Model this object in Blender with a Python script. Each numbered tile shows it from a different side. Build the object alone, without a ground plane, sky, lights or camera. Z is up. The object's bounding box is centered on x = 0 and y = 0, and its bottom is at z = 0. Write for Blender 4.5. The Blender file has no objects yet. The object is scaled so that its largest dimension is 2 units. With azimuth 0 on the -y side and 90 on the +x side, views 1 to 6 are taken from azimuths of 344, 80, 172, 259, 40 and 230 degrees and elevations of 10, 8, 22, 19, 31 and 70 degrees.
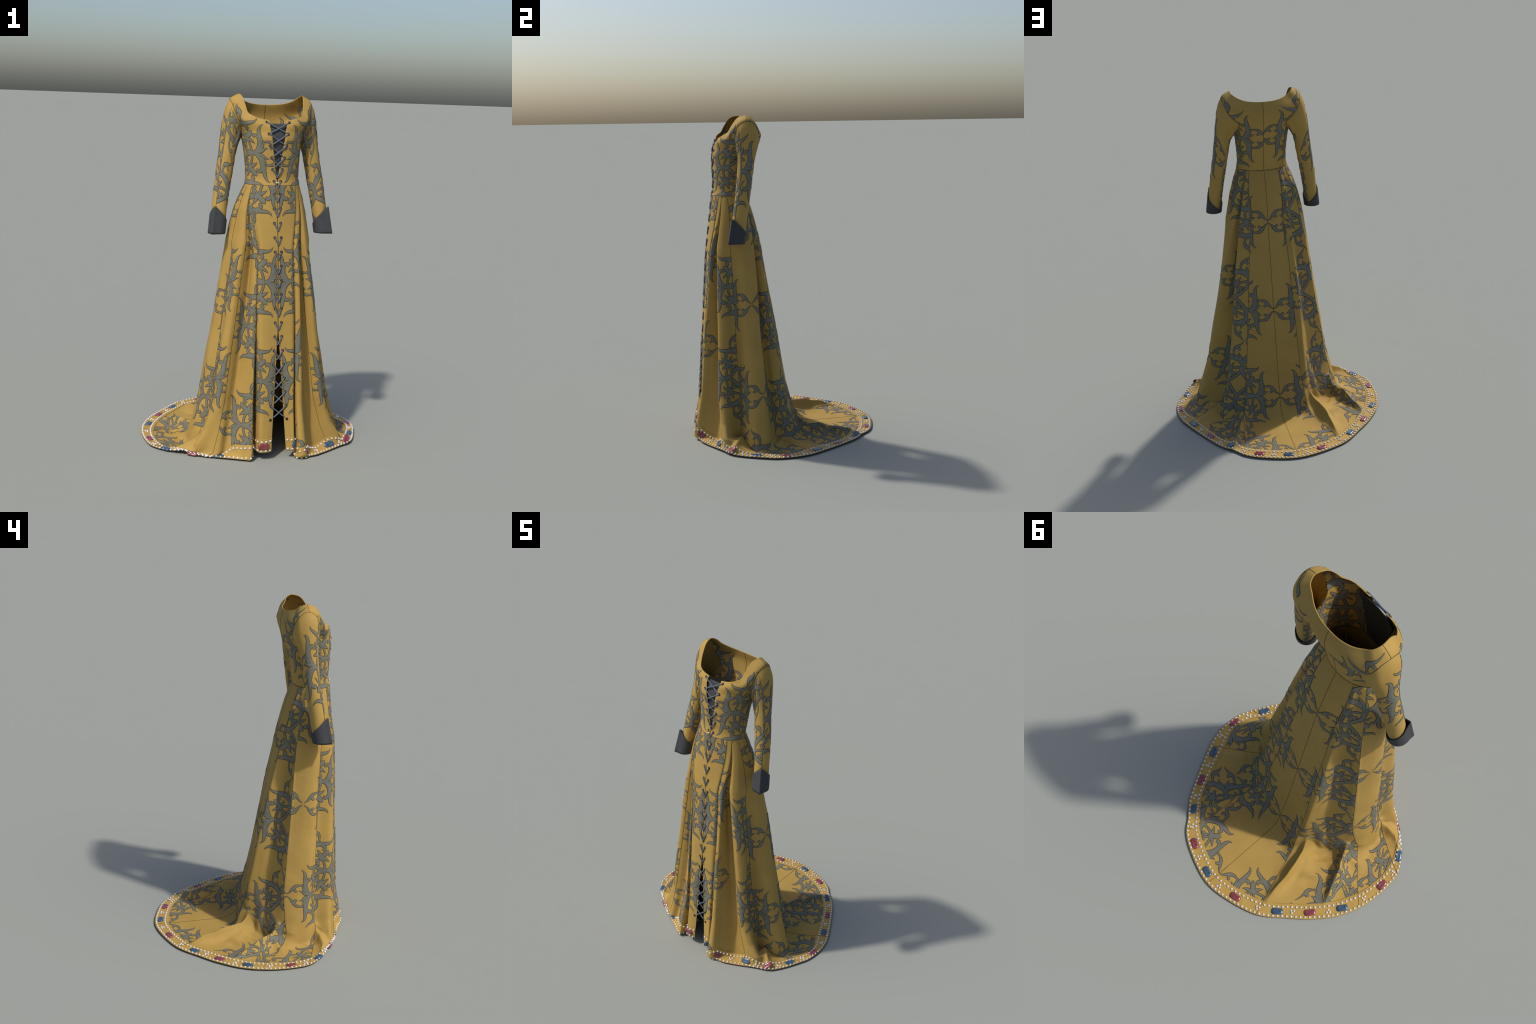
# A laced medieval-style gown with a jewelled train, built from ribs, rings and swept strokes.
import bpy, math, random
import numpy as np

rng = np.random.default_rng(7)
XC = 0.016                      # mirror plane of the body

# ------------------------------------------------------------------ helpers
def hermite(knots, pts, q):
    """smooth interpolation of pts (K,D) given at increasing knots, evaluated at q"""
    k = np.asarray(knots, float); p = np.asarray(pts, float)
    d = (p[1:] - p[:-1]) / (k[1:] - k[:-1]).reshape((-1,) + (1,) * (p.ndim - 1))
    m = np.empty_like(p)
    m[0] = d[0]; m[-1] = d[-1]
    h = (k[1:] - k[:-1]).reshape((-1,) + (1,) * (p.ndim - 1))
    m[1:-1] = (d[:-1] * h[1:] + d[1:] * h[:-1]) / (h[1:] + h[:-1])
    q = np.asarray(q, float)
    i = np.clip(np.searchsorted(k, q, side='right') - 1, 0, len(k) - 2)
    sh = (-1,) + (1,) * (p.ndim - 1)
    hh = (k[i + 1] - k[i]).reshape(sh); t = ((q - k[i])).reshape(sh) / hh
    return ((2*t**3 - 3*t**2 + 1) * p[i] + (t**3 - 2*t**2 + t) * hh * m[i]
            + (-2*t**3 + 3*t**2) * p[i+1] + (t**3 - t**2) * hh * m[i+1])

def sm(a, b, x):
    t = np.clip((x - a) / (b - a), 0, 1)
    return t * t * (3 - 2 * t)

def vnoise(p, f, seed=0):
    """cheap smooth noise: a few rotated sine waves"""
    r = np.random.default_rng(100 + seed)
    out = 0
    for _ in range(7):
        d = r.normal(size=3); d /= np.linalg.norm(d)
        out = out + np.sin((p @ d) * f * r.uniform(.6, 1.5) * 6.28 + r.uniform(0, 6.28))
    return out / 7

def new_mesh(name, verts, faces, smooth=True):
    me = bpy.data.meshes.new(name)
    verts = np.ascontiguousarray(verts, np.float32); faces = np.asarray(faces, np.int32)
    me.vertices.add(len(verts)); me.vertices.foreach_set('co', verts.ravel())
    n = faces.shape[1]
    me.loops.add(faces.size); me.loops.foreach_set('vertex_index', faces.ravel())
    me.polygons.add(len(faces))
    me.polygons.foreach_set('loop_start', np.arange(0, faces.size, n, dtype=np.int32))
    me.polygons.foreach_set('loop_total', np.full(len(faces), n, np.int32))
    if smooth:
        me.polygons.foreach_set('use_smooth', np.ones(len(faces), bool))
    me.update(calc_edges=True); me.validate()
    return me

def add(name, me, parent, *mats):
    ob = bpy.data.objects.new(name, me)
    bpy.context.collection.objects.link(ob)
    ob.parent = parent
    for m in mats:
        if m.name not in [x.name for x in me.materials if x]:
            me.materials.append(m)
    return ob

def grid_faces(nc, nt, close=False):
    c = np.arange(nc if close else nc - 1); j = np.arange(nt - 1)
    C, J = np.meshgrid(c, j, indexing='ij'); C = C.ravel(); J = J.ravel(); C1 = (C + 1) % nc
    return np.stack([C*nt + J, C1*nt + J, C1*nt + J + 1, C*nt + J + 1], 1)

def grid_normals(P, close=False):
    if close:
        Q = np.concatenate([P[-1:], P, P[:1]], 0); du = np.gradient(Q, axis=0)[1:-1]
    else:
        du = np.gradient(P, axis=0)
    dv = np.gradient(P, axis=1)
    n = np.cross(du, dv)
    return n / np.maximum(np.linalg.norm(n, axis=-1, keepdims=True), 1e-9)

def tube(path, r, sides=8, cap=True):
    """round tube along a polyline; returns verts, faces (quads)"""
    p = np.asarray(path, float); t = np.gradient(p, axis=0); t /= np.linalg.norm(t, axis=1, keepdims=True)
    ref = np.tile([0.13, 0.31, 0.94], (len(p), 1))
    bad = np.abs((ref * t).sum(1)) > .95; ref[bad] = [1, 0, 0]
    a = np.cross(t, ref); a /= np.linalg.norm(a, axis=1, keepdims=True); b = np.cross(t, a)
    th = np.linspace(0, 2*np.pi, sides, endpoint=False)
    rr = np.broadcast_to(np.asarray(r, float), (len(p),))[:, None, None]
    V = p[:, None] + rr * (a[:, None] * np.cos(th)[None, :, None] + b[:, None] * np.sin(th)[None, :, None])
    i = np.arange(len(p) - 1)[:, None]; k = np.arange(sides)[None]
    F = np.stack([i*sides + k, i*sides + (k+1) % sides, (i+1)*sides + (k+1) % sides, (i+1)*sides + k], -1).reshape(-1, 4)
    return V.reshape(-1, 3), F

def join(parts):
    V, F, n = [], [], 0
    for v, f in parts:
        V.append(v); F.append(f + n); n += len(v)
    return np.vstack(V), np.vstack(F)

# ------------------------------------------------------------------ materials
def srgb(r, g, b):
    f = lambda c: c/12.92 if c <= .04045 else ((c+.055)/1.055)**2.4
    return (f(r/255), f(g/255), f(b/255), 1)

def mat(name, col, rough=.7, dark=None, scale=30, weave=0, bump=.1, **kw):
    m = bpy.data.materials.new(name); m.use_nodes = True
    nt = m.node_tree; N = nt.nodes; L = nt.links; B = N['Principled BSDF']
    B.inputs['Roughness'].default_value = rough
    for k, v in kw.items():
        B.inputs[k.replace('_', ' ')].default_value = v
    tc = N.new('ShaderNodeTexCoord')
    no = N.new('ShaderNodeTexNoise'); no.inputs['Scale'].default_value = scale; no.inputs['Detail'].default_value = 5
    L.new(tc.outputs['Object'], no.inputs['Vector'])
    ra = N.new('ShaderNodeValToRGB')
    d = dark or tuple(c*.86 for c in col[:3]) + (1,)
    ra.color_ramp.elements[0].color = d; ra.color_ramp.elements[1].color = col
    ra.color_ramp.elements[0].position = .3; ra.color_ramp.elements[1].position = .7
    L.new(no.outputs['Fac'], ra.inputs['Fac'])
    out = ra.outputs['Color']
    if weave:
        hs = []
        for ax in ('X', 'Z'):
            w = N.new('ShaderNodeTexWave'); w.wave_type = 'BANDS'; w.bands_direction = ax
            w.inputs['Scale'].default_value = weave; w.inputs['Distortion'].default_value = 1.5
            w.inputs['Detail'].default_value = 2
            L.new(tc.outputs['Object'], w.inputs['Vector']); hs.append(w)
        mx = N.new('ShaderNodeMath'); mx.operation = 'MAXIMUM'
        L.new(hs[0].outputs['Fac'], mx.inputs[0]); L.new(hs[1].outputs['Fac'], mx.inputs[1])
        mul = N.new('ShaderNodeMix'); mul.data_type = 'RGBA'; mul.blend_type = 'MULTIPLY'
        mul.inputs['Factor'].default_value = .07
        L.new(out, mul.inputs['A']); L.new(mx.outputs[0], mul.inputs['B']); out = mul.outputs['Result']
        bp = N.new('ShaderNodeBump'); bp.inputs['Strength'].default_value = bump; bp.inputs['Distance'].default_value = .001
        L.new(mx.outputs[0], bp.inputs['Height']); L.new(bp.outputs['Normal'], B.inputs['Normal'])
    L.new(out, B.inputs['Base Color'])
    return m

GOLD = mat('gold_cloth', srgb(172, 141, 74), .7, srgb(164, 133, 69), 6, weave=160, Specular_IOR_Level=.2)
LEAF = mat('grey_green_embroidery', srgb(112, 112, 100), .7, srgb(104, 104, 94), 40, weave=200, Specular_IOR_Level=.25)
EDGE = mat('painted_embroidery_edge_shade', srgb(86, 71, 42), .85, srgb(74, 60, 36), Specular_IOR_Level=.1)  # soft contact shading round the motifs, painted as a dark brown rim
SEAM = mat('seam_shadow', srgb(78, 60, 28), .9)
DARK = mat('charcoal_velvet', srgb(58, 61, 64), .85, srgb(52, 54, 57), 60, weave=180)
CORD = mat('slate_cord', srgb(92, 101, 113), .6, srgb(74, 82, 93), 200)
HOLE = mat('eyelet_dark', srgb(36, 28, 18), .8)
PEARL = mat('pearl', srgb(212, 208, 206), .25, srgb(200, 196, 194), 90, Coat_Weight=.3)
RUBY = mat('rose_red_gem', srgb(140, 66, 72), .24, srgb(104, 44, 52), 60, Coat_Weight=.25)
SAPP = mat('slate_blue_gem', srgb(64, 90, 112), .24, srgb(44, 66, 86), 60, Coat_Weight=.25)
LINING = mat('dark_hem_lining', srgb(52, 50, 46), .8)

gown = bpy.data.objects.new('gown', None); bpy.context.collection.objects.link(gown)
gown['label'] = 'long golden damask gown with laced front, dark cuffs and jewelled train'
gown['category'] = 'gown'

# ------------------------------------------------------------------ skirt ribs
ZW, ZH, ZB = 1.515, 1.20, 0.30
# z, centre x, centre y, half width, half depth of the smooth body section
BODY = np.array([(1.515, .015, -.339, .155, .108), (1.47, .014, -.333, .172, .118), (1.40, .013, -.325, .197, .133),
                 (1.30, .013, -.319, .222, .152), (1.20, .015, -.314, .243, .170)])
# rib: waist angle, hip angle (0 = front, + toward +x), plan position at z 0.3, hem azimuth (None: hangs free), fillet height
RIBS = [
 (.4, 1.6, 0, .066, -.542, None, .040), (20, 9, 0, .100, -.546, None, .040), (38, 19, .003, .126, -.547, None, .039),
 (47, 24, -.002, .137, -.490, None, .036), (53, 27, .006, .146, -.550, 14, .03), (55.5, 30, .007, .171, -.552, 18, .03),
 (56, 33, -.006, .196, -.500, 24, .03), (57, 37, -.028, .230, -.440, 30, .03), (58, 45, .009, .322, -.465, 46, .03), (62, 52, .008, .345, -.440, 51, .03),
 (74, 72, -.008, .312, -.338, 70, .03), (92, 98, .003, .390, -.302, 78, .03), (118, 118, .005, .424, -.252, 87, .03), (130, 125, .004, .412, -.202, 92, .03),
 (138, 130, -.022, .288, -.150, 98, .04), (140.5, 134, -.006, .302, -.105, 112, .04), (141.5, 138, .010, .290, -.060, 132, .04), (142.5, 144, .003, .255, -.043, 142, .04),
 (145, 154, -.002, .200, -.026, 150, .06), (162, 168, 0, .110, -.004, 163, .06),
 (180, 180, 0, .010, .010, 182, .07),
 (198, 192, 0, -.075, .016, 199, .06), (214, 204, -.004, -.130, .022, 213, .05), (217, 210, .010, -.161, .034, 219, .03), (219, 213, .008, -.186, -.010, 228, .03),
 (220, 216, .000, -.204, -.062, 242, .03), (223, 219, -.010, -.216, -.080, 252, .03), (230, 229, -.008, -.270, -.117, 262, .03), (238, 238, .010, -.324, -.151, 267, .03), (242, 239.5, .008, -.335, -.180, 270, .03),
 (260, 262, .002, -.344, -.245, 276, .03), (276, 276, .002, -.338, -.302, 283, .03), (288, 288, -.006, -.302, -.342, 292, .03),
 (298, 307, .008, -.305, -.438, 305, .03), (302, 315, .010, -.276, -.468, 313, .03), (303, 319, -.008, -.238, -.462, 320, .03), (303.5, 322, -.028, -.198, -.445, 327, .03),
 (304.5, 327, -.006, -.165, -.478, 339, .03), (306, 331, .004, -.138, -.508, 345, .03), (309, 334, .006, -.104, -.526, 348, .03),
 (314, 337, -.002, -.086, -.452, None, .034), (322, 342, .003, -.063, -.542, None, .036), (340, 351, 0, -.030, -.547, None, .038), (359.7, 360.9, 0, .012, -.542, None, .041)]
MID = {0: (.0305, -.5155), 43: (.0275, -.5155)}      # the front edges meet down to z 0.72
HEM = np.array([(-15, .585), (0, .580), (15, .588), (20, .618), (28, .628), (38, .628), (48, .660), (54, .685), (62, .682), (71, .668), (80, .664), (90, .640), (98, .612),
 (106, .587), (114, .567), (122, .567), (132, .560), (142, .556), (152, .574), (160, .572), (168, .577), (180, .583), (190, .574), (200, .572),
 (214, .574), (230, .565), (246, .588), (258, .615), (268, .632), (278, .648), (286, .660), (292, .668), (299, .662), (305, .632), (314, .601),
 (322, .588), (329, .577), (336, .572), (345, .584), (352, .582)])
BORDER = .078

def hem_point(az):
    r = hermite(HEM[:, 0], HEM[:, 1:], [az])[0, 0]; a = math.radians(az)
    return np.array([r*math.sin(a), -r*math.cos(a), .006])

def body_pt(z, ang, dr=0.):
    q = hermite(-BODY[:, 0], BODY[:, 1:], [-z])[0]; a = math.radians(ang)
    return np.array([q[0] + (q[2] + dr)*math.sin(a), q[1] - (q[3] + dr)*math.cos(a), z])

FOLD = .50
# where the big pleats land: plan position and height of the pleat's lower end
FOOT = {8: (.428, -.458, .068), 9: (.452, -.438, .062), 33: (-.398, -.432, .060), 34: (-.338, -.456, .060),
        28: (-.380, -.165, .085), 29: (-.391, -.186, .085), 23: (-.176, .048, .050), 24: (-.205, .004, .050)}
def rib_path(rib, mid=None, foot=None):
    w, h, dr, bx, by, az, zf = rib
    top = []
    for z in np.linspace(ZW, ZH, 8):
        f = (ZW - z)/(ZW - ZH)
        top.append(body_pt(z, w + (h - w)*f**.85, dr*f))
    hip = top[-1]; B = np.array([bx, by, ZB])
    # smooth body at z 0.3 and the fold on top of it: the folds deepen quickly below the hip
    r = np.array([(bx - .028)/.381, (by + .278)/.282]); r /= np.linalg.norm(r)
    S = np.array([.028 + .381*r[0], -.278 + .282*r[1], ZB]); D = B - S
    out = np.array([math.sin(math.radians(az)), -math.cos(math.radians(az)), 0]) * .10 if az is not None else np.zeros(3)
    def at(z):
        u = (ZH - z)/(ZH - ZB)
        if foot and z < ZB:
            F = np.array(foot); f = (ZB - z)/(ZB - F[2]); g = .45*f + .55*f*f
            p = B + (F - B)*g; p[2] = z; return p
        if mid:
            M = np.array([mid[0], mid[1], .72])
            return hip + (M - hip)*(ZH - z)/(ZH - .72) if z > .72 else M + (B - M)*(.72 - z)/(.72 - ZB)
        return hip + (S - hip)*u + D*(u**(FOLD if az is not None else 1.9) if u < 1 else 1 + (u - 1)*.6) + out*max(0, ZB - z)
    if az is None:
        pts = top + [at(z) for z in (1.14, 1.06, .96, .85, .72, .5, .3, .15, zf)]
        pts = np.array(pts)
    else:
        H = hem_point(az); G = at(.008)
        if foot: zf = foot[2]; G = np.array([foot[0], foot[1], .008])
        d = H - G; dist = np.linalg.norm(d[:2]); d /= np.linalg.norm(d)
        reach = min(zf * 1.3, dist)
        b0, b1, b2 = at(zf), G, G + d * reach
        bez = [(1-u)**2*b0 + 2*u*(1-u)*b1 + u*u*b2 for u in np.linspace(0, 1, 9)]
        pts = top + [at(z) for z in (1.14, 1.06, .96, .85, .72, .5, .3, .15)] + bez
        if dist - reach > .02:
            pts += [b2 + (H - b2) * u for u in np.linspace(.1, 1, 8)]
        pts = np.array(pts)
    L = np.concatenate([[0], np.cumsum(np.linalg.norm(np.diff(pts, axis=0), axis=1))])
    return pts, L

NC, NT = 760, 240
def build_skirt_grid():
    raw = [rib_path(r, MID.get(i), FOOT.get(i)) for i, r in enumerate(RIBS)]
    # common vertical parameter: 0..0.62 body down to z=.12, rest foot and train
    U = np.linspace(0, 1, 300); cols = []
    for pts, L in raw:
        iz = np.where(pts[:, 2] < .1501)[0][0]; la = L[iz]
        lb = L[-1]
        s = np.where(U < .6, U/.6*la, la + (U-.6)/.4*(lb-la))
        cols.append(np.stack([np.interp(s, L, pts[:, k]) for k in range(3)], 1))
    cols = np.array(cols)
    ring = cols[:, 150]; ring2 = cols[:, -1]; ring0 = cols[:, 30]
    seg = (.6*np.linalg.norm(np.diff(ring, axis=0), axis=1) + .3*np.linalg.norm(np.diff(ring2, axis=0), axis=1) + .3*np.linalg.norm(np.diff(ring0, axis=0), axis=1))**.8
    k = np.concatenate([[0], np.cumsum(seg)]); k /= k[-1]
    q = np.linspace(0, 1, NC)
    P = hermite(k, cols, q)
    # even rows by arc length
    Ls = np.concatenate([np.zeros((NC, 1)), np.cumsum(np.linalg.norm(np.diff(P, axis=1), axis=2), 1)], 1)
    out = np.empty((NC, NT, 3)); tot = Ls[:, -1]
    main = np.concatenate([np.linspace(0, .66, 110)[:-1], np.linspace(.66, 1, NT-110-14)])
    for c in range(NC):
        s = np.concatenate([main*(tot[c]-BORDER), np.linspace(tot[c]-BORDER, tot[c], 16)[1:]])
        out[c] = np.stack([np.interp(s, Ls[c], P[c, :, i]) for i in range(3)], 1)
    return out, tot, k

SK, SKTOT, RIBK = build_skirt_grid()

# folds lying on the floor: polylines (x, y, height, half width)
RIDGES = [
 [(-.185, .030, .070, .040), (-.215, .080, .066, .030), (-.240, .150, .064, .024), (-.262, .230, .058, .022), (-.278, .330, .038, .020), (-.292, .405, .0, .018)],
 [(-.345, -.110, .070, .035), (-.385, -.045, .050, .026), (-.415, -.005, .060, .022), (-.440, .050, .046, .020), (-.470, .105, .038, .018), (-.498, .170, .0, .016)],
 [(.205, .020, .060, .040), (.235, .110, .062, .028), (.262, .190, .058, .022), (.300, .290, .044, .020), (.325, .360, .034, .018), (.352, .425, .004, .016)],
 [(-.350, -.345, .050, .035), (-.400, -.362, .046, .030), (-.455, -.372, .036, .026), (-.520, -.345, .006, .02)],
 [(.390, -.315, .040, .040), (.440, -.355, .040, .030), (.485, -.392, .034, .026), (.530, -.425, .0, .02)],
 [(.330, -.110, .020, .04), (.420, -.020, .022, .035), (.500, .050, .012, .03), (.560, .080, .0, .02)],
]
def floor_folds(P):
    z = P[..., 2]; g = 1 - sm(.05, .16, z)
    add_ = np.zeros_like(z)
    for R in RIDGES:
        R = np.array(R); best = np.full(z.shape, 9.); hh = np.zeros_like(z); ww = np.ones_like(z)
        for a, b in zip(R[:-1], R[1:]):
            d = b[:2] - a[:2]; t = np.clip(((P[..., :2] - a[:2]) @ d) / (d @ d), 0, 1)
            dd = np.linalg.norm(P[..., :2] - (a[:2] + t[..., None]*d), axis=-1)
            m = dd < best; best = np.where(m, dd, best)
            hh = np.where(m, a[2] + t*(b[2]-a[2]), hh); ww = np.where(m, a[3] + t*(b[3]-a[3]), ww)
        hh = hh * (1 + .25*vnoise(P, 9, 3))
        add_ = np.maximum(add_, hh*np.exp(-np.sqrt((best/ww)**2 + .04)*1.35 + .27))
    # crumpled cloth where the pleats land
    for x, y, w in ((-.20, .06, .09), (-.38, -.09, .09), (.22, .05, .08), (.36, -.14, .07), (-.39, -.35, .07), (.41, -.35, .07), (-.30, .10, .07)):
        d = np.hypot(P[..., 0]-x, P[..., 1]-y)
        add_ = add_ + .022*np.exp(-(d/w)**2)*np.maximum(0, 1 - 2.6*np.abs(vnoise(P*[1, 1, .3] + [x, 0, 0], 6, 9)))
    P = P.copy(); P[..., 2] += add_ * g
    P[..., 2] += g * .004 * (1 + vnoise(P, 6, 1)) * sm(.0, .02, np.minimum(.03, P[..., 2]))
    return P
SK = floor_folds(SK)
# broad soft undulation of the hanging cloth
_n = grid_normals(SK)
_f = (sm(1.45, 1.0, SK[..., 2]) * sm(.05, .3, SK[..., 2]))[..., None]
SK = SK + _n * _f * (.0045 * vnoise(SK * [1, 1, .45], 5, 5) + .0012 * vnoise(SK, 16, 6))[..., None]
SK[..., 2] = np.maximum(SK[..., 2], .004)
SKN = grid_normals(SK)
_c = SK[NC//2, 40] - np.array([XC, -.3, SK[NC//2, 40, 2]])
FLIP = 1.0 if (SKN[NC//2, 40] @ _c) > 0 else -1.0
SKN *= FLIP

class Sheet:
    """a cloth surface: positions P[col,row], normals N, length T[col,row] along each column"""
    def __init__(self, P, N, T=None, iso=False):
        self.P, self.N = P, N
        if T is None:
            T = np.concatenate([np.zeros((len(P), 1)), np.cumsum(np.linalg.norm(np.diff(P, axis=1), axis=2), 1)], 1)
        if iso: T = np.broadcast_to(T.mean(0), T.shape).copy()
        self.T = T; self.nc, self.nt = P.shape[:2]
    def at(self, c, j, h=0.):
        c = np.clip(c, 0, self.nc - 1.001); j = np.clip(j, 0, self.nt - 1.001)
        ci = c.astype(int); ji = j.astype(int); a = (c - ci)[:, None]; b = (j - ji)[:, None]
        f = lambda A: (A[ci, ji]*(1-a)*(1-b) + A[ci+1, ji]*a*(1-b) + A[ci, ji+1]*(1-a)*b + A[ci+1, ji+1]*a*b)
        n = f(self.N); n /= np.maximum(np.linalg.norm(n, axis=1, keepdims=True), 1e-9)
        return f(self.P) + n*np.asarray(h).reshape(-1, 1)
    def row(self, c, t):
        """row index at length t on (integer) column c"""
        return np.interp(t, self.T[c], np.arange(self.nt))
    def unroll(self, c0, levels):
        """for each level t: arc length along the constant-t line, zero at column c0 -> S[level, col], J[level, col]"""
        J = np.stack([np.interp(levels, self.T[c], np.arange(self.nt)) for c in range(self.nc)], 1)
        S = np.empty_like(J); cc = np.arange(self.nc).astype(float)
        for i in range(len(levels)):
            p = self.at(cc, J[i]); s = np.concatenate([[0], np.cumsum(np.linalg.norm(np.diff(p, axis=0), axis=1))])
            S[i] = s - np.interp(c0, cc, s)
        return S, J

skirt_sheet = Sheet(SK, SKN)

# --- skirt mesh with a thin thickness
def cloth(name, P, N, parent, thick=.003, close=False, inner=None, mats=(GOLD,), keep=None):
    nc, nt = P.shape[:2]
    F = grid_faces(nc, nt, close)
    if FLIP_OF.get(name, 1) < 0: F = F[:, ::-1]
    if keep is not None: F = F[keep(F)]
    me = new_mesh(name, P.reshape(-1, 3), F)
    ob = add(name, me, parent, *mats)
    m = ob.modifiers.new('Solidify', 'SOLIDIFY'); m.thickness = thick; m.offset = -1; m.use_quality_normals = True
    if len(mats) > 1: m.material_offset_rim = 1
    return ob
FLIP_OF = {'skirt': FLIP}
skirt = cloth('skirt', SK[:, :NT-14], SKN, gown, .003, mats=(GOLD, LINING))
FLIP_OF['hem_border'] = FLIP
HB = SK[:, NT-17:] + SKN[:, NT-17:]*.0022
hem_border = cloth('hem_border', HB, SKN[:, NT-17:], gown, .004, mats=(mat('hem_gold', srgb(178, 146, 76), .66, srgb(167, 135, 69), 30, weave=160, Specular_IOR_Level=.2), LINING))

# ------------------------------------------------------------------ bodice
#   angle, neckline point, yoke point (x relative to the mirror plane)
NECK = [(8, (.047, -.404, 1.864), (.047, -.424, 1.832)), (25, (.095, -.398, 1.872), (.092, -.416, 1.840)), (42, (.132, -.384, 1.885), (.138, -.397, 1.850)),
        (58, (.157, -.355, 1.907), (.180, -.370, 1.865)), (68, (.165, -.334, 1.944), (.200, -.345, 1.895)), (79, (.175, -.298, 1.988), (.222, -.302, 1.950)), (90, (.184, -.250, 2.001), (.230, -.252, 1.972)),
        (102, (.175, -.218, 1.991), (.224, -.204, 1.945)), (120, (.142, -.198, 1.968), (.196, -.172, 1.895)), (138, (.105, -.179, 1.954), (.150, -.155, 1.880)),
        (160, (.050, -.164, 1.946), (.070, -.147, 1.880)), (180, (.0, -.161, 1.944), (.0, -.145, 1.880))]
#  z, centre y, half width, depth front, depth back
BOD = np.array([(1.5135, -.339, .1550, .1081, .1081), (1.55, -.333, .149, .102, .108), (1.60, -.326, .149, .107, .111), (1.66, -.320, .153, .116, .115),
                (1.72, -.305, .160, .131, .121), (1.77, -.290, .168, .148, .129), (1.80, -.283, .174, .148, .132)])
BC, BR = 181, 120
def bodice_half():
    zs = BOD[:, 0]; cols = []
    ks = np.linspace(0, 1, BC)
    na = np.array([n[0] for n in NECK], float)
    NP = np.array([n[1] for n in NECK]); MP = np.array([n[2] for n in NECK])
    for k in ks:
        pts = []
        for z, cy, a, bf, bb in BOD:
            gap = max(.0015, .0012 + .047*(z - 1.535)/.325)
            a0 = math.degrees(math.asin(gap/a)); al = math.radians(a0 + (180 - a0)*k)
            s, c = math.sin(al), math.cos(al); e = 2/(2.0 + .25*min(1, (z-1.517)/.1))
            x = a*abs(s)**e; y = cy - (bf if c > 0 else bb)*math.copysign(abs(c)**e, c)
            y -= .024*math.exp(-((z-1.775)/.065)**2)*math.exp(-((al-33)/23)**2)
            if k == 0: x = gap
            pts.append((x, y, z))
        al = 8 + 172*k
        m = hermite(na, MP, [al])[0]; n = hermite(na, NP, [al])[0]
        pts.append(tuple(m)); pts.append(tuple(n))
        pts = np.array(pts)
        kn = np.concatenate([[0], np.cumsum(np.linalg.norm(np.diff(pts, axis=0), axis=1)**.7)])
        q = hermite(kn, pts, np.linspace(0, kn[-1], 160))
        L = np.concatenate([[0], np.cumsum(np.linalg.norm(np.diff(q, axis=0), axis=1))])
        cols.append(np.stack([np.interp(np.linspace(0, L[-1], BR), L, q[:, i]) for i in range(3)], 1))
    return np.array(cols)
BH = bodice_half()
# armhole: oval in the side plane
AY, AZ, AB, AH = -.250, 1.866, .070, .097
def arm_r(p): return np.hypot((p[..., 1]-AY)/AB, (p[..., 2]-AZ)/AH)
r = arm_r(BH); side = BH[..., 0] > .12
inside = (r < 1) & side
F = grid_faces(BC, BR)
killf = inside.ravel()[F].all(1)
BHs = BH.copy()
sc = np.where(inside, 1/np.maximum(r, .2), 1.)
near = inside & (r > .7)
BHs[..., 1] = np.where(near, AY + (BH[..., 1]-AY)*sc, BH[..., 1])
BHs[..., 2] = np.where(near, AZ + (BH[..., 2]-AZ)*sc, BH[..., 2])
from mathutils import Vector
from mathutils.bvhtree import BVHTree
BTREE = BVHTree.FromPolygons([tuple(map(float, p)) for p in BH.reshape(-1, 3)], [tuple(map(int, f)) for f in F])
for i, j in np.argwhere(near):
    hit = BTREE.ray_cast(Vector((.6, float(BHs[i, j, 1]), float(BHs[i, j, 2]))), Vector((-1, 0, 0)))[0]
    if hit is not None: BHs[i, j, 0] = hit.x
right = BHs + [XC, 0, 0]; left = BHs*[-1, 1, 1] + [XC, 0, 0]
V = np.concatenate([right.reshape(-1, 3), left[:-1].reshape(-1, 3)], 0)
Fr = F[~killf]
idx = np.arange(BC*BR).reshape(BC, BR)
lidx = np.concatenate([BC*BR + np.arange((BC-1)*BR).reshape(BC-1, BR), idx[-1:]], 0).ravel()
Fl = lidx[Fr][:, ::-1]
bn = np.cross(BH[40, 40] - BH[41, 40], BH[40, 41] - BH[40, 40])
allF = np.concatenate([Fr, Fl])
if np.cross(BH[41, 40]-BH[40, 40], BH[40, 41]-BH[40, 40])[1] > 0: allF = allF[:, ::-1]
bodice = add('bodice', new_mesh('bodice', V, allF), gown, GOLD)
m = bodice.modifiers.new('Solidify', 'SOLIDIFY'); m.thickness = .003; m.offset = -1
def halfsheet(sgn, off=0.):
    P = BH*[sgn, 1, 1] + [XC, 0, 0]; N = grid_normals(P)
    if (N[40, 40] @ [0, -1, 0]) < 0: N = -N
    T = np.concatenate([np.zeros((BC, 1)), np.cumsum(np.linalg.norm(np.diff(P, axis=1), axis=2), 1)], 1)
    return P, N, T

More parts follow.
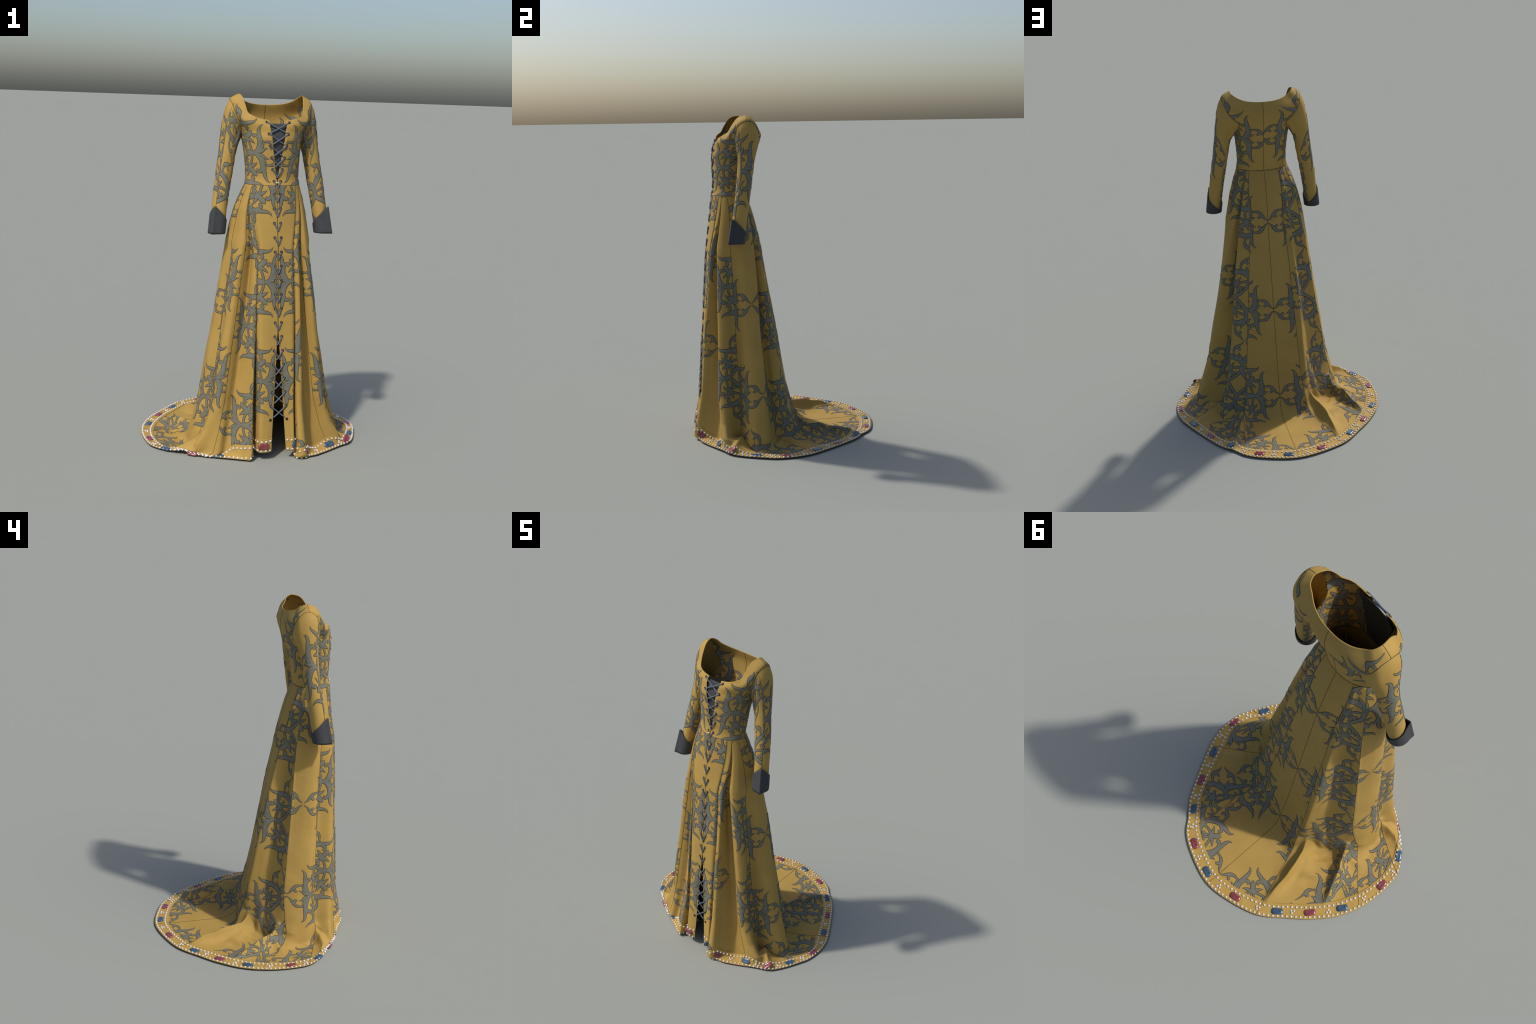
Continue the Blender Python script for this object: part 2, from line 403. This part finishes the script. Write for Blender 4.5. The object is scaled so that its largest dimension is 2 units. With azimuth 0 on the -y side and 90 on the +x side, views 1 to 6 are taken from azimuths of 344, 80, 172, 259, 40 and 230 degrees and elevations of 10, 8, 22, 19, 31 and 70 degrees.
# dark panel behind the lacing
pc, pr = 34, 40
zz = np.linspace(1.52, 1.846, pr); MPn = []
for s in np.linspace(-1, 1, 2*pc+1):
    row = []
    for z in zz:
        q = hermite(BOD[:, 0], BOD[:, 1:], [min(z, 1.80)])[0]; wz = .03 + .075*(z-1.52)/.326
        x = s*wz; e = 2.25
        y = q[0] - q[2]*(1-(abs(x)/q[1])**e)**(1/e) + .0075
        if z > 1.80: y += (z-1.80)*.42 + .25*(z-1.8)**2
        row.append((x + XC, y, z))
    MPn.append(row)
MPn = np.array(MPn)
panel = add('modesty_panel', new_mesh('modesty_panel', MPn.reshape(-1, 3), grid_faces(*MPn.shape[:2])), gown, DARK)
m = panel.modifiers.new('Solidify', 'SOLIDIFY'); m.thickness = .002; m.offset = 0

# ------------------------------------------------------------------ sleeves and cuffs
ST, SRW = 96, 90
# centre x, y, z and radii of the arm rings below the armpit
ARM = np.array([(.2310, -.2580, 1.760, .0500, .0560), (.2385, -.2660, 1.700, .0490, .0490), (.2550, -.2785, 1.600, .0465, .0465), (.2720, -.2950, 1.500, .0445, .0455),
                (.2870, -.3120, 1.400, .0425, .0445), (.3000, -.3290, 1.300, .0405, .0440), (.3070, -.3390, 1.246, .0400, .0430)])
def arm_x(y, z):
    hit = BTREE.ray_cast(Vector((.6, y, z)), Vector((-1, 0, 0)))[0]
    return hit.x if hit is not None else .17
cols = []
for th in np.linspace(0, 2*np.pi, ST, endpoint=False):      # 0 = outward/top, pi/2 = front, pi = underarm
    y0 = AY - AB*1.025*math.sin(th); z0 = AZ + AH*1.025*math.cos(th)
    p0 = np.array([arm_x(y0, z0) + .0012, y0, z0])
    out = np.array([.9, 0, -.15]); lift = .012 + .010*(1+math.cos(th))/2
    p1 = p0 + out*lift + np.array([0, 0, -.018 - .020*(1+math.cos(th))/2])
    if math.cos(th) < -.3: p1 = p0 + np.array([.012, 0, -.012])
    pts = [p0, p1]
    for x, y, z, a, b in ARM:
        tilt = .10*math.cos(th)*a
        pts.append(np.array([x + a*math.cos(th), y - b*math.sin(th), z + tilt*0]))
    if math.cos(th) < -.55: pts = [pts[0]] + pts[3:]
    pts = np.array(pts)
    kn = np.concatenate([[0], np.cumsum(np.linalg.norm(np.diff(pts, axis=0), axis=1)**.6)])
    q = hermite(kn, pts, np.linspace(0, kn[-1], 200)); L = np.concatenate([[0], np.cumsum(np.linalg.norm(np.diff(q, axis=0), axis=1))])
    cols.append(np.stack([np.interp(np.linspace(0, L[-1], SRW), L, q[:, i]) for i in range(3)], 1))
SL = np.array(cols)
SLN0 = grid_normals(SL, True)
SL = SL + SLN0*(.0016*vnoise(SL*[1, 1, 1.3], 9, 11) * sm(1.9, 1.7, SL[..., 2]))[..., None]
sleeves = {}
def cuff_grid():
    """turned-back cuff: tall pointed corner at the front outside, nearly nothing at the inside"""
    th = np.linspace(0, 2*np.pi, 120, endpoint=False); corner = math.radians(52); out = []
    for t in th:
        d = abs((t - corner + np.pi) % (2*np.pi) - np.pi)/np.pi
        h = .022 + .128*(1-d)**1.15
        bulge = .006 + .017*math.exp(-(d/.075)**1.2)
        q = ARM[-1]; col = [(q[0] + (q[3]-.003)*math.cos(t), q[1] - (q[4]-.003)*math.sin(t), 1.2465)]
        for v in np.linspace(0, 1, 13):
            z = 1.243 + h*v
            q = hermite(-ARM[:, 2], ARM, [-max(z, 1.246)])[0]
            rr = bulge*(1 + .15*(1-v)) - .004*(1-v)*0
            col.append((q[0] + (q[3]+rr)*math.cos(t), q[1] - (q[4]+rr)*math.sin(t), z))
        out.append(col)
    return np.array(out)
CU = cuff_grid()
for sgn in (1, -1):
    P = SL*[sgn, 1, 1] + [XC, 0, 0]; F = grid_faces(ST, SRW, True)
    N = grid_normals(P, True)
    ctr = np.array([sgn*.272 + XC, -.295, 1.5]); jj = np.argmin(abs(P[0, :, 2]-1.5))
    if (N[0, jj] @ (P[0, jj]-ctr)) < 0: N = -N; F = F[:, ::-1]
    ob = add('sleeve', new_mesh('sleeve', P.reshape(-1, 3), F), gown, GOLD)
    m = ob.modifiers.new('Solidify', 'SOLIDIFY'); m.thickness = .0025; m.offset = -1
    sleeves[sgn] = (ob, P, N)
    C = CU*[sgn, 1, 1] + [XC, 0, 0]; F = grid_faces(120, 14, True)
    if sgn > 0: F = F[:, ::-1]
    cf = add('cuff', new_mesh('cuff', C.reshape(-1, 3), F), ob, DARK)
    m = cf.modifiers.new('Solidify', 'SOLIDIFY'); m.thickness = .004; m.offset = 0
    # closing rim between sleeve end and cuff bottom
    th = np.linspace(0, 2*np.pi, 96, endpoint=False)

# ================================================================== STAGE2
# ------------------------------------------------------------------ damask medallion (8-fold), metres, centre at 0,0, hub at (HUB,0)
def spline(pts, step=.0045):
    p = np.array(pts, float)
    k = np.concatenate([[0], np.cumsum(np.linalg.norm(np.diff(p[:, :2], axis=0), axis=1)**.8)])
    q = hermite(k, p, np.linspace(0, k[-1], 60)); q[:, 2] = np.maximum(q[:, 2], .0006)
    L = np.concatenate([[0], np.cumsum(np.linalg.norm(np.diff(q[:, :2], axis=0), axis=1))])
    n = max(5, int(L[-1]/step) + 1)
    return np.stack([np.interp(np.linspace(0, L[-1], n), L, q[:, i]) for i in range(3)], 1)

HUB = .108
# strokes in the upper half of one fan, relative to the hub: x, y, half width  (lift orders the overlaps)
FAN = [
 (.0010, [(0, 0, .005), (.024, .010, .0055), (.042, .032, .0080), (.055, .070, .0105), (.058, .105, .0098), (.061, .132, .0065), (.071, .151, .0030), (.084, .159, .0006)]),
 (.0007, [(.050, .062, .004), (.044, .088, .0062), (.033, .101, .0070), (.023, .095, .0066), (.023, .083, .0022)]),
 (.0004, [(0, 0, .0035), (.030, .012, .0042), (.056, .042, .0056), (.066, .072, .0030), (.070, .086, .0006)]),
 (.0001, [(0, 0, .0035), (.034, .010, .0042), (.063, .034, .0052), (.073, .059, .0030), (.077, .074, .0006)]),
 (.0013, [(0, 0, .0045), (.030, .005, .0052), (.057, .012, .0070), (.073, .024, .0048), (.092, .030, .0006)]),
 (.0002, [(.072, .062, .0025), (.095, .064, .0046), (.116, .058, .0075), (.132, .042, .0070), (.148, .021, .0036), (.168, .006, .0006)]),
 (.0005, [(.124, .052, .005), (.121, .036, .0062), (.112, .027, .0050), (.103, .030, .0010)]),
 (.0006, [(-.002, .004, .006), (-.005, .030, .0052), (-.014, .056, .0048), (-.027, .078, .0028)]),
 (.0009, [(-.024, .072, .0028), (-.036, .063, .0046), (-.047, .049, .0078), (-.042, .037, .0058), (-.031, .038, .0012)]),
]
# strokes on the diagonal, absolute
DIAG = [
 (.0012, [(.075, .078, .003), (.073, .098, .0085), (.064, .116, .0052), (.052, .132, .0006)]),
 (.0012, [(.078, .075, .003), (.098, .073, .0085), (.116, .064, .0052), (.132, .052, .0006)]),
 (.0016, [(.073, .073, .004), (.092, .092, .0115), (.107, .107, .0145), (.118, .118, .0085), (.125, .125, .0008)]),
 (.0003, [(HUB+.002, 0, .012), (.078, .007, .0100), (.050, .026, .0085), (.038, .038, .0080), (.026, .050, .0085), (.007, .078, .0100), (0, HUB+.002, .012)]),
]
def medallion(scale=1.0):
    strokes = []
    for lift, pts in FAN:
        p = np.array(pts); p[:, 0] += HUB
        strokes += [(lift, p), (lift + .00005, p*[1, -1, 1])]
    strokes = [(l + .00002*q, np.stack([p[:, 0]*c - p[:, 1]*s, p[:, 0]*s + p[:, 1]*c, p[:, 2]], 1))
               for l, p in strokes + [(l, np.array(p)) for l, p in DIAG]
               for q, (c, s) in enumerate([(1, 0), (0, 1), (-1, 0), (0, -1)])]
    XY, H, F, M, n = [], [], [], [], 0
    for lift, p in strokes:
        q = spline(p); d = np.gradient(q[:, :2], axis=0); d /= np.maximum(np.linalg.norm(d, axis=1, keepdims=True), 1e-9)
        nn = np.stack([-d[:, 1], d[:, 0]], 1); w = q[:, 2:3]*.93
        e = np.minimum(.0034, .0014 + w*.4)
        offs = [-w-e, -w, -w*.5, w*0, w*.5, w, w+e]; hs = [0.0, .0010, .0015, .0017, .0015, .0010, 0.0]
        k = len(q)
        for o, h in zip(offs, hs):
            XY.append(q[:, :2] + nn*o); H.append(np.full(k, (.0003 if h == 0 else .0004 + lift*.4) + h*.5))
        i = np.arange(k-1)
        for r in range(6):
            F.append(np.stack([n + r*k + i, n + (r+1)*k + i, n + (r+1)*k + i + 1, n + r*k + i + 1], 1))
            M.append(np.full(k-1, 1 if r in (0, 5) else 0))
        n += 7*k
    return np.vstack(XY)*scale, np.concatenate(H), np.vstack(F), np.concatenate(M)
MXY, MH, MF, MM = medallion()

def applique(sheet, c_lo, c_hi, c_ref, centres, parent, j_max=None, inside=False, tmin=None, drop=None, anchor=None, name='damask_motif'):
    """lay medallions on a panel of a sheet between columns c_lo..c_hi; s is measured from c_ref, t along the cloth"""
    for cs, ct in centres:
        tl, th = ct - .29, ct + .29
        lev = np.linspace(tl, th, 100)
        S, J = sheet.unroll(c_ref, lev)
        cc = np.arange(sheet.nc)
        if anchor is not None: cs = cs + float(np.interp(anchor, cc, S[50]))
        s = cs + MXY[:, 0]; t = ct + MXY[:, 1]
        li = np.clip((t - tl)/(th - tl)*99, 0, 98.999); a = li.astype(int); b = li - a
        col = np.empty(len(s)); row = np.empty(len(s))
        for k in range(99):
            m = a == k
            if not m.any(): continue
            c0 = np.interp(s[m], S[k], cc, left=-50, right=sheet.nc+50); c1 = np.interp(s[m], S[k+1], cc, left=-50, right=sheet.nc+50)
            col[m] = c0 + (c1 - c0)*b[m]
            cl = np.clip(col[m], 0, sheet.nc-1.001)
            r0 = np.interp(cl, cc, J[k]); r1 = np.interp(cl, cc, J[k+1]); row[m] = r0 + (r1-r0)*b[m]
        jm = sheet.nt - 1 if j_max is None else j_max
        bad_t = (row >= jm) | (t < (sheet.T.min() if tmin is None else tmin) - 1e-4) | (row <= 0)
        out = (col < c_lo) | (col > c_hi) | bad_t
        if drop is not None:
            out |= drop(sheet.at(np.clip(col, c_lo, c_hi), np.clip(row, 0, jm)))
        keep = ~out[MF].all(1)
        if keep.sum() < 30: continue
        col = np.clip(col, c_lo, c_hi); row = np.clip(row, 0, jm)
        h = MH if not inside else -(.0032 + MH)
        P = sheet.at(col, row, h)
        f = MF[keep]; mm = MM[keep]
        used, inv = np.unique(f, return_inverse=True); f = inv.reshape(f.shape)
        me = new_mesh(name, P[used], f)
        ob = add(name, me, parent, LEAF, EDGE)
        if len(me.polygons) == len(mm):
            me.polygons.foreach_set('material_index', mm.astype(np.int32))

rc = RIBK*(NC-1)
def rib(i): return float(np.interp(i, np.arange(len(rc)), rc))
JB = NT - 15
PANELS = [  # lower seam rib, upper seam rib, medallions: (reference rib, s, t)
 (0, 2.6, [(0, .188, -.025), (0, .188, .528), (0, .188, 1.081)]),
 (2.6, 7.5, [(3, -.125, .378), (3, -.125, .935), (3, -.125, 1.49)]),
 (7.5, 10, [(10, .070, .555), (10, .020, 1.112)]),
 (10, 14, [(14, .10, .125), (10, -.155, .672), (10, .400, .672), (10, -.085, 1.230), (10, .465, 1.230), (12, -.05, 1.70)]),
 (14, 18, [(14, .160, .235), (14, .160, .790), (14, .165, 1.345), (14, .400, 1.70)]),
 (18, 20, [(20, -.275, .314), (20, -.275, .867), (20, -.275, 1.422), (20, -.275, 1.935)]),
 (20, 22, [(20, .275, .314), (20, .275, .867), (20, .275, 1.422), (20, .275, 1.935)]),
 (22, 28, [(28, .0, .260), (28, -.015, .805), (28, -.035, 1.360), (28, -.15, 1.815)]),
 (28, 32, [(28, -.10, .125), (32, .172, .672), (32, -.390, .672), (32, .085, 1.230), (32, -.465, 1.230), (30, .15, 1.73)]),
 (32, 34.6, [(32, -.095, .545), (32, -.045, 1.090)]),
 (34.6, 39, [(39, .060, .228), (39, .060, .780), (39, .052, 1.335)]),
 (39, 43, [(43, -.188, -.025), (43, -.188, .528), (43, -.188, 1.081)]),
]
for lo, hi, cen in PANELS:
    for ref, cs, ct in cen:
        applique(skirt_sheet, rib(lo) + .3, rib(hi) - .3, rib(ref), [(cs, ct)], skirt, j_max=JB, tmin=.002)

# bodice motifs, outside and inside
def bcol(al): return (al - 8)/172*(BC - 1)
for sgn in (1, -1):
    P, N, T = halfsheet(sgn)
    sh = Sheet(P, N, T)
    hole = lambda p: (np.hypot((p[:, 1]-AY)/AB, (p[:, 2]-AZ)/AH) < 1.0) & (np.abs(p[:, 0]-XC) > .12)
    for ins in (False, True):
        applique(sh, 1.5, bcol(92), bcol(38), [(0.030, .176)], bodice, inside=ins, drop=hole, tmin=.004, anchor=bcol(90))
        applique(sh, bcol(92), BC-1.2, bcol(145), [(-.035, .215 if sgn > 0 else .236)], bodice, inside=ins, drop=hole, tmin=.004, anchor=bcol(92))

# sleeve motifs
for sgn in (1, -1):
    ob, P, N = sleeves[sgn]
    k0 = int(round(47/360*ST))
    Pr = np.concatenate([np.roll(P, -k0, 0), np.roll(P, -k0, 0)[:1]], 0); Nr = np.concatenate([np.roll(N, -k0, 0), np.roll(N, -k0, 0)[:1]], 0)
    sh = Sheet(Pr, Nr, iso=True)
    zrow = Pr[:, :, 2].mean(0)
    tz = lambda z: float(np.interp(-z, -zrow, sh.T[0]))
    c = lambda th: (th - 47)/360*ST
    t0 = tz(1.385)
    applique(sh, .2, c(232), c(122), [(0, t0), (0, t0 - .555)], ob, tmin=.012)
    applique(sh, c(232), ST - .2, ST - .01, [(.095, tz(1.62))], ob, tmin=.012)

# ------------------------------------------------------------------ seams: thin dark tubes laid along the seam lines
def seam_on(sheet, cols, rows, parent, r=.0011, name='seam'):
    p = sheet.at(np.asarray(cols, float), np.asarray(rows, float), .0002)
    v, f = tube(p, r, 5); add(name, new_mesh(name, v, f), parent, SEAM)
rows = np.linspace(1, NT-1.1, 200)
for i in (2.6, 7.5, 10, 14, 18, 20, 22, 28, 32, 34.6, 39):
    seam_on(skirt_sheet, np.full(200, rib(i)), np.minimum(rows, NT-15), skirt)
    p = skirt_sheet.at(np.full(20, rib(i)), np.linspace(NT-16, NT-1.1, 20), .0026)
    v, f = tube(p, .0011, 5); add('seam', new_mesh('seam', v, f), hem_border, SEAM)
for sgn in (1, -1):
    P, N, T = halfsheet(sgn); sh = Sheet(P, N, T)
    z90 = P[int(bcol(90)), :, 2]; j0 = int(np.argmin(np.abs(z90 - 1.966)))
    seam_on(sh, np.full(20, bcol(90)), np.linspace(j0, BR-1.1, 20), bodice)
    jl = np.linspace(1, np.argmin(np.abs(z90 - 1.77)), 40)
    seam_on(sh, np.full(40, bcol(92)), jl, bodice)
    if sgn > 0:
        seam_on(sh, np.full(60, BC-1.01), np.linspace(1, BR-1.2, 60), bodice)
        v, f = tube(sh.at(np.full(60, BC-1.01), np.linspace(1, BR-1.2, 60), -.0032), .0011, 5)
        add('seam', new_mesh('seam', v, f), bodice, SEAM)
    ob, P, N = sleeves[sgn]
    k0 = 47/360*ST
    sh = Sheet(P, N); seam_on(sh, np.full(80, k0), np.linspace(1, SRW-1.1, 80), ob)
    # armhole seam
    th = np.arange(ST+1) % ST
    v, f = tube(P[th, 0], .0009, 6); add('seam', new_mesh('seam', v, f), ob, SEAM)
# waist seam
w = SK[:, 0] + SKN[:, 0]*.0004; v, f = tube(w, .0010, 6); add('waist_seam', new_mesh('waist_seam', v, f), skirt, SEAM)

# ------------------------------------------------------------------ hem jewels
def ball(r=.0061):
    u = np.linspace(0, np.pi, 9); p = np.linspace(0, 2*np.pi, 14, endpoint=False)
    V = np.array([[r*math.sin(a)*math.cos(b), r*math.sin(a)*math.sin(b), r*.85*math.cos(a)] for a in u for b in p])
    i = np.arange(8)[:, None]*14; k = np.arange(14)[None]
    F = np.stack([i+k, i+14+k, i+14+(k+1) % 14, i+(k+1) % 14], -1).reshape(-1, 4)
    return V, F
def gem_mesh(name, m):
    prof = [(.0310, .0165, -.002), (.0315, .0170, .002), (.0285, .0145, .0050), (.0195, .0085, .0068), (.0180, .0075, .0064)]
    V = []
    for hx, hy, z in prof:
        cx, cy = hx*.74, hy*.50
        V += [(hx, cy, z), (cx, hy, z), (-cx, hy, z), (-hx, cy, z), (-hx, -cy, z), (-cx, -hy, z), (cx, -hy, z), (hx, -cy, z)]
    F = [(r*8+k, r*8+(k+1) % 8, (r+1)*8+(k+1) % 8, (r+1)*8+k) for r in range(len(prof)-1) for k in range(8)]
    b = (len(prof)-1)*8
    F += [(b, b+1, b+2, b+3), (b, b+3, b+4, b+7), (b+4, b+5, b+6, b+7)]
    me = new_mesh(name, np.array(V), np.array(F), smooth=False); me.materials.append(m)
    return me
bv, bf = ball()
PM = new_mesh('pearl', bv, bf); PM.materials.append(PEARL)
RM = gem_mesh('red_gem', RUBY); BM = gem_mesh('blue_gem', SAPP)
from mathutils import Matrix
bsheet = skirt_sheet
ccs = np.arange(NC).astype(float)
def border_line(d):
    """row indices for a line at distance d from the hem edge"""
    return NT - 1 - d/BORDER*14.
def frame(c, d, h):
    j = np.array([border_line(d)]); cA = np.array([c])
    p = bsheet.at(cA, j, h)[0]
    tx = bsheet.at(cA + 1.5, j)[0] - bsheet.at(cA - 1.5, j)[0]
    n = bsheet.at(cA, j, 1.)[0] - bsheet.at(cA, j, 0.)[0]
    tx -= n*(tx @ n); tx /= np.linalg.norm(tx); ty = np.cross(n, tx)
    M = Matrix.Identity(4)
    for i in range(3): M[i][0], M[i][1], M[i][2], M[i][3] = tx[i], ty[i], n[i], p[i]
    return M
def put(name, me, M, parent, rot=0., sc=1.):
    ob = bpy.data.objects.new(name, me); bpy.context.collection.objects.link(ob)
    ob.parent = parent; ob.matrix_world = M @ Matrix.Rotation(rot, 4, 'Z') @ Matrix.Diagonal((sc, sc, sc, 1))
    return ob
def along(d, spacing):
    p = bsheet.at(ccs, np.full(NC, border_line(d))); s = np.concatenate([[0], np.cumsum(np.linalg.norm(np.diff(p, axis=0), axis=1))])
    n = int(s[-1]/spacing); return np.interp((np.arange(n) + .5)/n*s[-1], s, ccs)
for c in along(.011, .0245):
    put('pearl', PM, frame(c, .011, .0040), hem_border, rng.uniform(0, 6), rng.uniform(.93, 1.05))
inner = []
for c in along(.068, .0245):
    M = frame(c, .068, .0040); R = np.array(M.to_3x3()); k = rng.uniform(.93, 1.05)
    inner.append((bv*k @ R.T + np.array(M.translation), bf))
v, f = join(inner)
tr = add('pearl_trim', new_mesh('pearl_trim', v, f), hem_border, PEARL); tr['kind'] = 'stuff'
# columns of the jewels from their compass direction around the hem
e = SK[:, -1]; eaz = np.degrees(np.arctan2(e[:, 0], -e[:, 1])) % 360
on_floor = np.array([r[5] is not None for r in RIBS]); lo = int(rib(4)); hi_ = int(rib(39))
def col_at(az):
    m = np.arange(lo, hi_); return float(m[np.argmin(np.abs((eaz[m] - az + 180) % 360 - 180))])
GEMS = [(22, 0), (39, 1), (53, 0), (66, 1), (83, 0), (102, 1), (120, 0), (139, 1), (159, 0), (177, 1), (198, 0), (223, 1), (241, 0), (259, 1), (281, 0), (298, 1), (312, 0), (327, 1)]
gc = [(col_at(a), k) for a, k in GEMS] + [(rib(40.0), 1), (rib(41.6), 0), (rib(2.0), 1)]
for c, k in gc:
    put('blue_gem' if k else 'red_gem', BM if k else RM, frame(c, .039, .0025), hem_border, rng.normal(0, .05))
gcol = sorted(c for c, _ in gc[:18])
for a, b in zip(gcol[:-1], gcol[1:]):
    m = (a + b)/2; flip = 1 if rng.random() < .5 else -1
    w = float(np.linalg.norm(bsheet.at(np.array([m+1.]), np.array([border_line(.039)]))[0] - bsheet.at(np.array([m]), np.array([border_line(.039)]))[0]))
    for du, dd in ((-.008, -.007*flip), (.008, -.007*flip), (0., .007*flip)):
        put('pearl', PM, frame(m + du/max(w, 1e-4), .039 + dd, .0038), hem_border, 0, .95)

# ------------------------------------------------------------------ lacing
EZ = [1.851, 1.792, 1.7275, 1.6645, 1.601, 1.5375] + [1.4675 - .0777*k for k in range(17)]
FR = {}
for sgn in (1, -1):
    P, N, T = halfsheet(sgn)
    FR[sgn] = (Sheet(P, N, T), skirt_sheet)
def front_point(sgn, z, inset, h):
    """point on the front flap at height z, inset from its edge"""
    if z > 1.517:
        sh = FR[sgn][0]; c0, step = 0., 1.; span = np.linspace(0, 60, 241)
    else:
        sh = skirt_sheet; span = np.linspace(0, 90, 361) if sgn > 0 else NC - 1 - np.linspace(0, 90, 361)
    zz = sh.P[0 if (z > 1.517 or sgn > 0) else -1, :, 2]
    j = np.interp(z, zz, np.arange(sh.nt)) if zz[-1] > zz[0] else np.interp(-z, -zz, np.arange(sh.nt))
    p = sh.at(span, np.full(len(span), j)); s = np.concatenate([[0], np.cumsum(np.linalg.norm(np.diff(p, axis=0), axis=1))])
    c = np.interp(inset, s, span)
    return sh.at(np.array([c]), np.array([j]), h)[0], sh.at(np.array([c]), np.array([j]), 1.)[0] - sh.at(np.array([c]), np.array([j]), 0.)[0]
eb, ef = tube([(.0060*math.cos(a), .0060*math.sin(a), .0008) for a in np.linspace(0, 2*np.pi, 25)], .0021, 6)
dv = np.array([(.0060*math.cos(a), .0060*math.sin(a), .0009) for a in np.linspace(0, 2*np.pi, 16, endpoint=False)] + [(0, 0, .0011)])
df = np.array([(k, (k+1) % 16, 16) for k in range(16)])
ev, ef = join([(eb, np.vstack([ef[:, [0, 1, 2]], ef[:, [0, 2, 3]]])), (dv, df)])
EM = new_mesh('eyelet', ev, ef); EM.materials.append(HOLE)
for i, z in enumerate(EZ):
    inset = .0165
    for sgn in (1, -1):
        p, n = front_point(sgn, z, inset, 0.)
        x = np.cross([0, 0, 1.], n); x /= np.linalg.norm(x); y = np.cross(n, x)
        M = Matrix.Identity(4)
        for a in range(3): M[a][0], M[a][1], M[a][2], M[a][3] = x[a], y[a], n[a], p[a]
        par = bodice if z > 1.517 else skirt
        put('eyelet', EM, M, par)
lacing = bpy.data.objects.new('lacing', None); bpy.context.collection.objects.link(lacing); lacing.parent = gown
for i in range(len(EZ) - 1):
    for sgn in (1, -1):
        a, na = front_point(sgn, EZ[i], .0165, 0.); b, nb = front_point(-sgn, EZ[i+1], .0165, 0.)
        ze = (EZ[i] + EZ[i+1])/2
        eb_, ne = front_point(-sgn, EZ[i+1]*.65 + EZ[i]*.35, .0, 0.)
        f = np.clip((eb_[0] - a[0])/(b[0] - a[0]), .45, .9)
        fwd = np.array([0, -1., 0])
        top = .0026 + (.0026 if sgn > 0 else 0)
        path = [a - na*.004, a + na*.002]
        for u, h in ((.10, .0034), (.25, top*.95), (f*.62, top), (f*.9, top*.75), (f, .0015), (min(f + .06, .97), -.009)):
            path.append(a + (b - a)*u + fwd*h)
        path = np.array(path); k = np.concatenate([[0], np.cumsum(np.linalg.norm(np.diff(path, axis=0), axis=1)**.7)])
        q = hermite(k, path, np.linspace(0, k[-1], 26))
        v, fc = tube(q, .0038, 8)
        add('lace_cord', new_mesh('lace_cord', v, fc), lacing, CORD)
p, n = front_point(-1, 1.528, .004, .008)
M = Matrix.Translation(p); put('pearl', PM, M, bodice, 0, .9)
